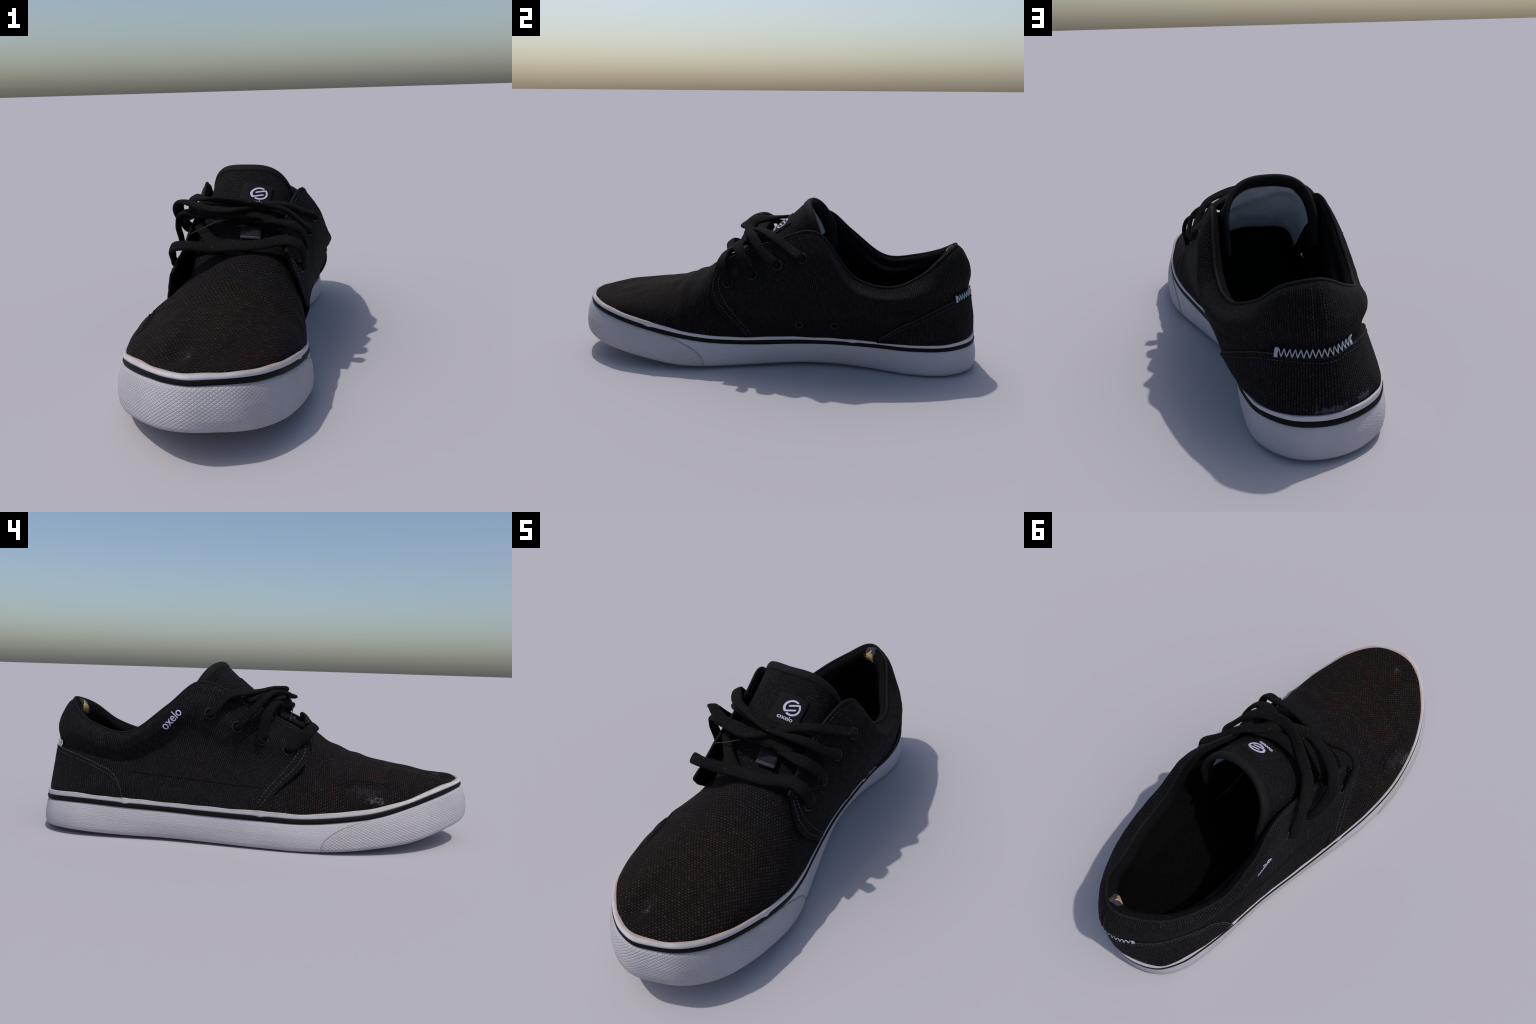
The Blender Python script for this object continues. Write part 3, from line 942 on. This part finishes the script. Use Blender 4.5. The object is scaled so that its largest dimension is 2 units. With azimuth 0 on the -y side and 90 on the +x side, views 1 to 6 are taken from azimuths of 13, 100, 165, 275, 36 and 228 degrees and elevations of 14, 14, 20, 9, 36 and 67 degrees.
# ------------------------------------------------------------------- eyelets
EYE_R = [(.279, -.192, .428), (.268, -.074, .470), (.274, .043, .522), (.279, .160, .562)]
EYE_L = [(-.228, -.170, .420), (-.230, -.056, .463), (-.232, .055, .514), (-.245, .176, .568)]
def torus(c, n, R, r, nu=36, nvv=10, flat=.8):
    a = unit(np.cross(n, [0, 0, 1.0]))
    b = np.cross(n, a)
    v, f = [], []
    for i in range(nu):
        t = 2 * math.pi * i / nu
        d = a * math.cos(t) + b * math.sin(t)
        for j in range(nvv):
            q = 2 * math.pi * j / nvv
            v.append(c + d * (R + r * math.cos(q)) + n * r * flat * math.sin(q))
    for i in range(nu):
        for j in range(nvv):
            f.append((i*nvv + j, ((i+1) % nu)*nvv + j, ((i+1) % nu)*nvv + (j+1) % nvv, i*nvv + (j+1) % nvv))
    return v, f
def disc(c, n, R, k=28):
    a = unit(np.cross(n, [0, 0, 1.0]))
    b = np.cross(n, a)
    v = [c + (a * math.cos(2*math.pi*i/k) + b * math.sin(2*math.pi*i/k)) * R for i in range(k)]
    return v, [tuple(range(k))]
eye_at = {}
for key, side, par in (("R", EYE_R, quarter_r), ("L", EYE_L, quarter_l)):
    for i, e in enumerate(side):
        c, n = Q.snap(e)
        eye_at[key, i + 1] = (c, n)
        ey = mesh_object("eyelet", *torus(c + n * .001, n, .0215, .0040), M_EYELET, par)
        mesh_object("eyelet_dark_disc", *disc(c + n * .0022, n, .0200), M_HOLE, par)
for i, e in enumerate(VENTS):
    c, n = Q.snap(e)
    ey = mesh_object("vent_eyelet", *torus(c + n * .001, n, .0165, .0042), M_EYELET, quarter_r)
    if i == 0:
        mesh_object("vent_dark_disc", *disc(c + n * .0025, n, .0155), M_HOLE, quarter_r)

# --------------------------------------------------------------------- laces
def lace(pts, width=.0238, flat=.40, name="lace", twist=None):
    P = resample(pts, .006)
    C = np.stack([np.full(len(P), .0), P[:, 1] * .4 + .02, np.full(len(P), .30)], -1)
    nrm = unit(P - C)
    if twist is not None:
        T_ = unit(np.gradient(P, axis=0))
        ang = np.interp(np.linspace(0, 1, len(P)), np.linspace(0, 1, len(twist)), np.radians(twist))
        nn = unit(nrm - T_ * (nrm * T_).sum(-1, keepdims=True))
        bb = np.cross(T_, nn)
        nrm = nn * np.cos(ang)[:, None] + bb * np.sin(ang)[:, None]
    sd = 14
    tp = 1 + .06 * np.sin(np.arange(len(P)) * .23 + len(P))
    v, f = tube(P, width, sd, nrm, flat, taper=tp)
    s = np.concatenate([[0], np.cumsum(np.linalg.norm(np.diff(P, axis=0), axis=1))])
    uv = np.array([(si, k / sd * .085) for si in s for k in range(sd)])
    return mesh_object(name, v, f, M_LACE, uv=uv)
def eye(k, i, out=0.0, fwd=(0, 0, 0)):
    c, n = eye_at[k, i]
    return tuple(c + n * out + np.array(fwd))
# straight front bar
lace([eye("L", 1, -.02), eye("L", 1, .010, (0, -.004, .004)), (-.240, -.212, .462), (-.225, -.258, .508), (-.172, -.280, .524), (-.060, -.255, .512),
      (.030, -.250, .520), (.124, -.248, .526), (.236, -.225, .542), (.284, -.224, .522), (.302, -.210, .475), eye("R", 1, .012, (0, 0, .008)), eye("R", 1, -.02)])
# +x third hole, diagonal over everything, to -x fourth hole
lace([eye("R", 3, -.02), eye("R", 3, .010, (0, -.006, .006)), (.270, -.012, .562), (.238, -.058, .606), (.198, -.092, .640), (.130, -.120, .660), (.062, -.128, .670), (.000, -.110, .676),
      (-.080, -.068, .676), (-.160, -.020, .668), (-.212, .040, .662), (-.240, .085, .655), (-.258, .125, .622), eye("L", 4, .012, (0, -.006, .008)), eye("L", 4, -.02)],
     twist=[0, 0, 10, 35, 50, 40, 20, 0, 0, 0])
# +x fourth hole, round the front, slack loop, to -x third hole
lace([eye("R", 4, -.02), eye("R", 4, .010, (0, -.006, .004)), (.245, .085, .605), (.196, .012, .640), (.131, -.050, .653), (.060, -.130, .650), (-.020, -.170, .645), (-.110, -.160, .655),
      (-.185, -.130, .668), (-.232, -.095, .668), (-.262, -.060, .640), (-.268, -.015, .590), eye("L", 3, .014, (0, -.010, .010)), eye("L", 3, -.02)],
     twist=[0, 0, 0, 10, 30, 20, 10, 30, 40, 10, 0])
# second pair: slack loop on the -x side, tucked under the others
lace([eye("R", 2, -.02), eye("R", 2, .010, (0, -.005, .006)), (.284, -.112, .540), (.255, -.142, .580), (.190, -.155, .602), (.100, -.120, .590), (.020, -.085, .606), (-.060, -.110, .610),
      (-.150, -.120, .618), (-.210, -.105, .626), (-.246, -.085, .608), (-.262, -.072, .560), (-.256, -.062, .510), eye("L", 2, .012, (0, 0, .008)), eye("L", 2, -.02)],
     twist=[0, 0, 0, 20, 30, 10, 0, 20, 10, 0, 0])
# slack ends tucked between the crossings
lace([(-.225, -.082, .600), (-.120, -.118, .628), (.000, -.150, .630), (.095, -.135, .626), (.175, -.140, .600)], twist=[20, 0, 25, 10, 0])
lace([(.150, -.030, .640), (.060, -.070, .648), (-.040, -.070, .655), (-.150, -.030, .650), (-.205, .020, .630)], twist=[0, 30, 10, 30, 0])
# a run that dips below the front bar on to the tongue
lace([(-.150, -.120, .575), (-.120, -.160, .552), (-.060, -.215, .520), (.000, -.245, .508), (.070, -.245, .500)], name="lace")
# loose thread of a lace end
mesh_object("lace_thread", *tube(resample([(-.178, -.170, .546), (-.10, -.176, .582), (-.037, -.176, .614)], .01), .0022, 6), M_THREAD)

# ----------------------------------------------------------------- stitching
def stitches(name, lines, surf, mat, parent=None, length=.011, gap=.004, r=.0021, lift=.0012):
    hp = Heap()
    for ln in lines:
        P = resample(ln, .0025)
        per = int((length + gap) / .0025)
        m = int(length / .0025)
        i = 0
        while i + m < len(P):
            seg = [surf.snap(p, lift) for p in P[i:i + m + 1]]
            q = np.array([a for a, b in seg])
            tp = np.array([.5] + [1.0] * (len(q) - 2) + [.5])
            hp.add(*tube(q, r * (.85 + .3 * random.random()), 6, np.array([b for a, b in seg]), .8, taper=tp))
            i += per
    ob = mesh_object(name, hp.v, hp.f, mat, parent)
    ob["kind"] = "stuff"
    return ob
def inset_line(col, v0, v1, n=30, du=0):
    """Along a column of the quarter grid."""
    return [QG[col, int(v)] for v in np.linspace(v0 * (NL - 1), v1 * (NL - 1), n)]
# double row along both front edges, and a row under each lacing edge
fr = [inset_line(4, .05, .93), inset_line(9, .05, .93), inset_line(NQ - 5, .05, .93), inset_line(NQ - 10, .05, .93)]
stitches("edge_stitching", fr, Q, M_EDGE_THREAD, quarter_l)
lace_rows = [[QG[int(c), int(NL * .955)] for c in np.linspace(4, NQ * .17, 40)], [QG[int(c), int(NL * .955)] for c in np.linspace(NQ - 5, NQ * .83, 40)]]
stitches("facing_stitching", lace_rows, Q, M_THREAD, quarter_l)
# heel counter: one row inside its edge, one pale ridge on the edge
ins = qsample(eu, np.maximum(0, ev - 2.4)) + qsample(eu, np.maximum(0, ev - 2.4), QN) * .007
ins2 = qsample(eu, np.maximum(0, ev - .5)) + qsample(eu, ev, QN) * .007
stitches("counter_stitching", [ins[3:-3:6]], COUNTER, M_THREAD, r=.0017)
stitches("counter_edge_stitching", [ins2[3:-3:6]], COUNTER, M_EDGE_THREAD, r=.0030, length=.006, gap=.0025)
# dark decorative seams
PATCH_ARC = [(-.29, -.375, .290), (-.262, -.430, .315), (-.245, -.520, .330), (-.24, -.590, .312), (-.25, -.612, .270)]
PATCH_ARC_INNER = [(-.29, -.405, .280), (-.268, -.450, .300), (-.255, -.520, .312), (-.25, -.570, .297)]
stitches("side_seam", [[(-.25, .53, .300), (-.27, .30, .285), (-.29, .10, .275), (-.30, -.09, .262)]], Q, M_THREAD_DARK, quarter_l, length=.05, gap=.001, r=.0018)
stitches("patch_seam", [PATCH_ARC, PATCH_ARC_INNER], VAMP, M_THREAD_DARK, length=.010, gap=.002, r=.0030, lift=.0004)
# back seam of the collar
stitches("back_seam", [[QG[half - 4, j] for j in range(int(NL*.52), NL - 6, 3)], [QG[half + 4, j] for j in range(int(NL*.52), NL - 6, 3)]], Q, M_THREAD, quarter_r, length=.007, gap=.005, r=.0016, lift=.0004)
hp = [QG[half, j] for j in range(int(NL*.5), NL - 2, 2)]
stitches("back_seam_groove", [hp], Q, M_THREAD_DARK, quarter_r, length=.04, gap=.0, r=.002, lift=.0002)

# pale zigzag across the heel
zz = resample([(.152, .870, .372), (.09, .925, .380), (0, .953, .386), (-.06, .940, .390), (-.100, .912, .392)], .001)
s = np.linspace(0, 1, len(zz))
amp = .0130
path, nrm = [], []
teeth = 15
for k in range(teeth * 2 + 1):
    f = k / (teeth * 2)
    p = zz[int(f * (len(zz) - 1))] + np.array([0, 0, amp * (1 if k % 2 else -1)])
    path.append(p)
full = []
for a, b in zip(path[:-1], path[1:]):
    for t in np.linspace(0, 1, 6)[:-1]:
        full.append(a * (1 - t) + b * t)
def outer(p):
    a, n = Q.snap(p)
    n = unit(n * np.array([1, 1, .15]))
    return Q.cast(p, n), n
pp, nn = zip(*[outer(p) for p in full])
pp = np.array(pp) + np.array(nn) * .0095
zb = Heap()
zb.add(*tube(pp, .0021, 6, np.array(nn), .8))
for p0, k in ((zz[0], 1), (zz[-1], -1)):
    for d in np.linspace(-.006, .006, 4):
        seg = [outer(p0 + np.array([d, 0, z])) for z in np.linspace(-amp * 1.2, amp * 1.2, 6)]
        zb.add(*tube(np.array([a + b * .0095 for a, b in seg]), .0022, 6, np.array([b for a, b in seg]), .8))
mesh_object("zigzag_stitching", zb.v, zb.f, M_ZIGZAG)

# worn-through foam patch inside the heel collar
c0, n0 = LIN.snap((.022, .828, .552))
n0 = np.array([0, -.8, .6])
a_ax, b_ax = np.array([1.0, 0, 0]), np.array([0, .6, .8])
for name, mat, R_, lift in (("worn_edge", plain("frayed_lining", (.035, .034, .045), .95, .05, .7, 150.0, bumpy=.5), (.034, .046), .003), ("worn_foam", M_FOAM, (.025, .034), .010)):
    v, f = [c0 + n0 * lift], []
    v[0] = LIN.snap(c0, 0)[0] + n0 * lift
    k, rr = 28, 5
    for r_ in range(1, rr + 1):
        for i in range(k):
            t = 2 * math.pi * i / k
            w = 1 + .30 * noise.noise(Vector((math.cos(t) * 1.7, math.sin(t) * 1.7, lift * 300)))
            p = c0 + (a_ax * math.cos(t) * R_[0] + b_ax * math.sin(t) * R_[1]) * w * r_ / rr
            q = LIN.snap(p)[0]
            v.append(q + n0 * (lift * (1 - (r_ / rr)**3) + .001 + .0015 * noise.noise(Vector(q * 60))))
    for i in range(k):
        f.append((0, 1 + i, 1 + (i + 1) % k))
        for r_ in range(rr - 1):
            o = 1 + r_ * k
            f.append((o + i, o + k + i, o + k + (i + 1) % k, o + (i + 1) % k))
    mesh_object(name, v, f, mat)
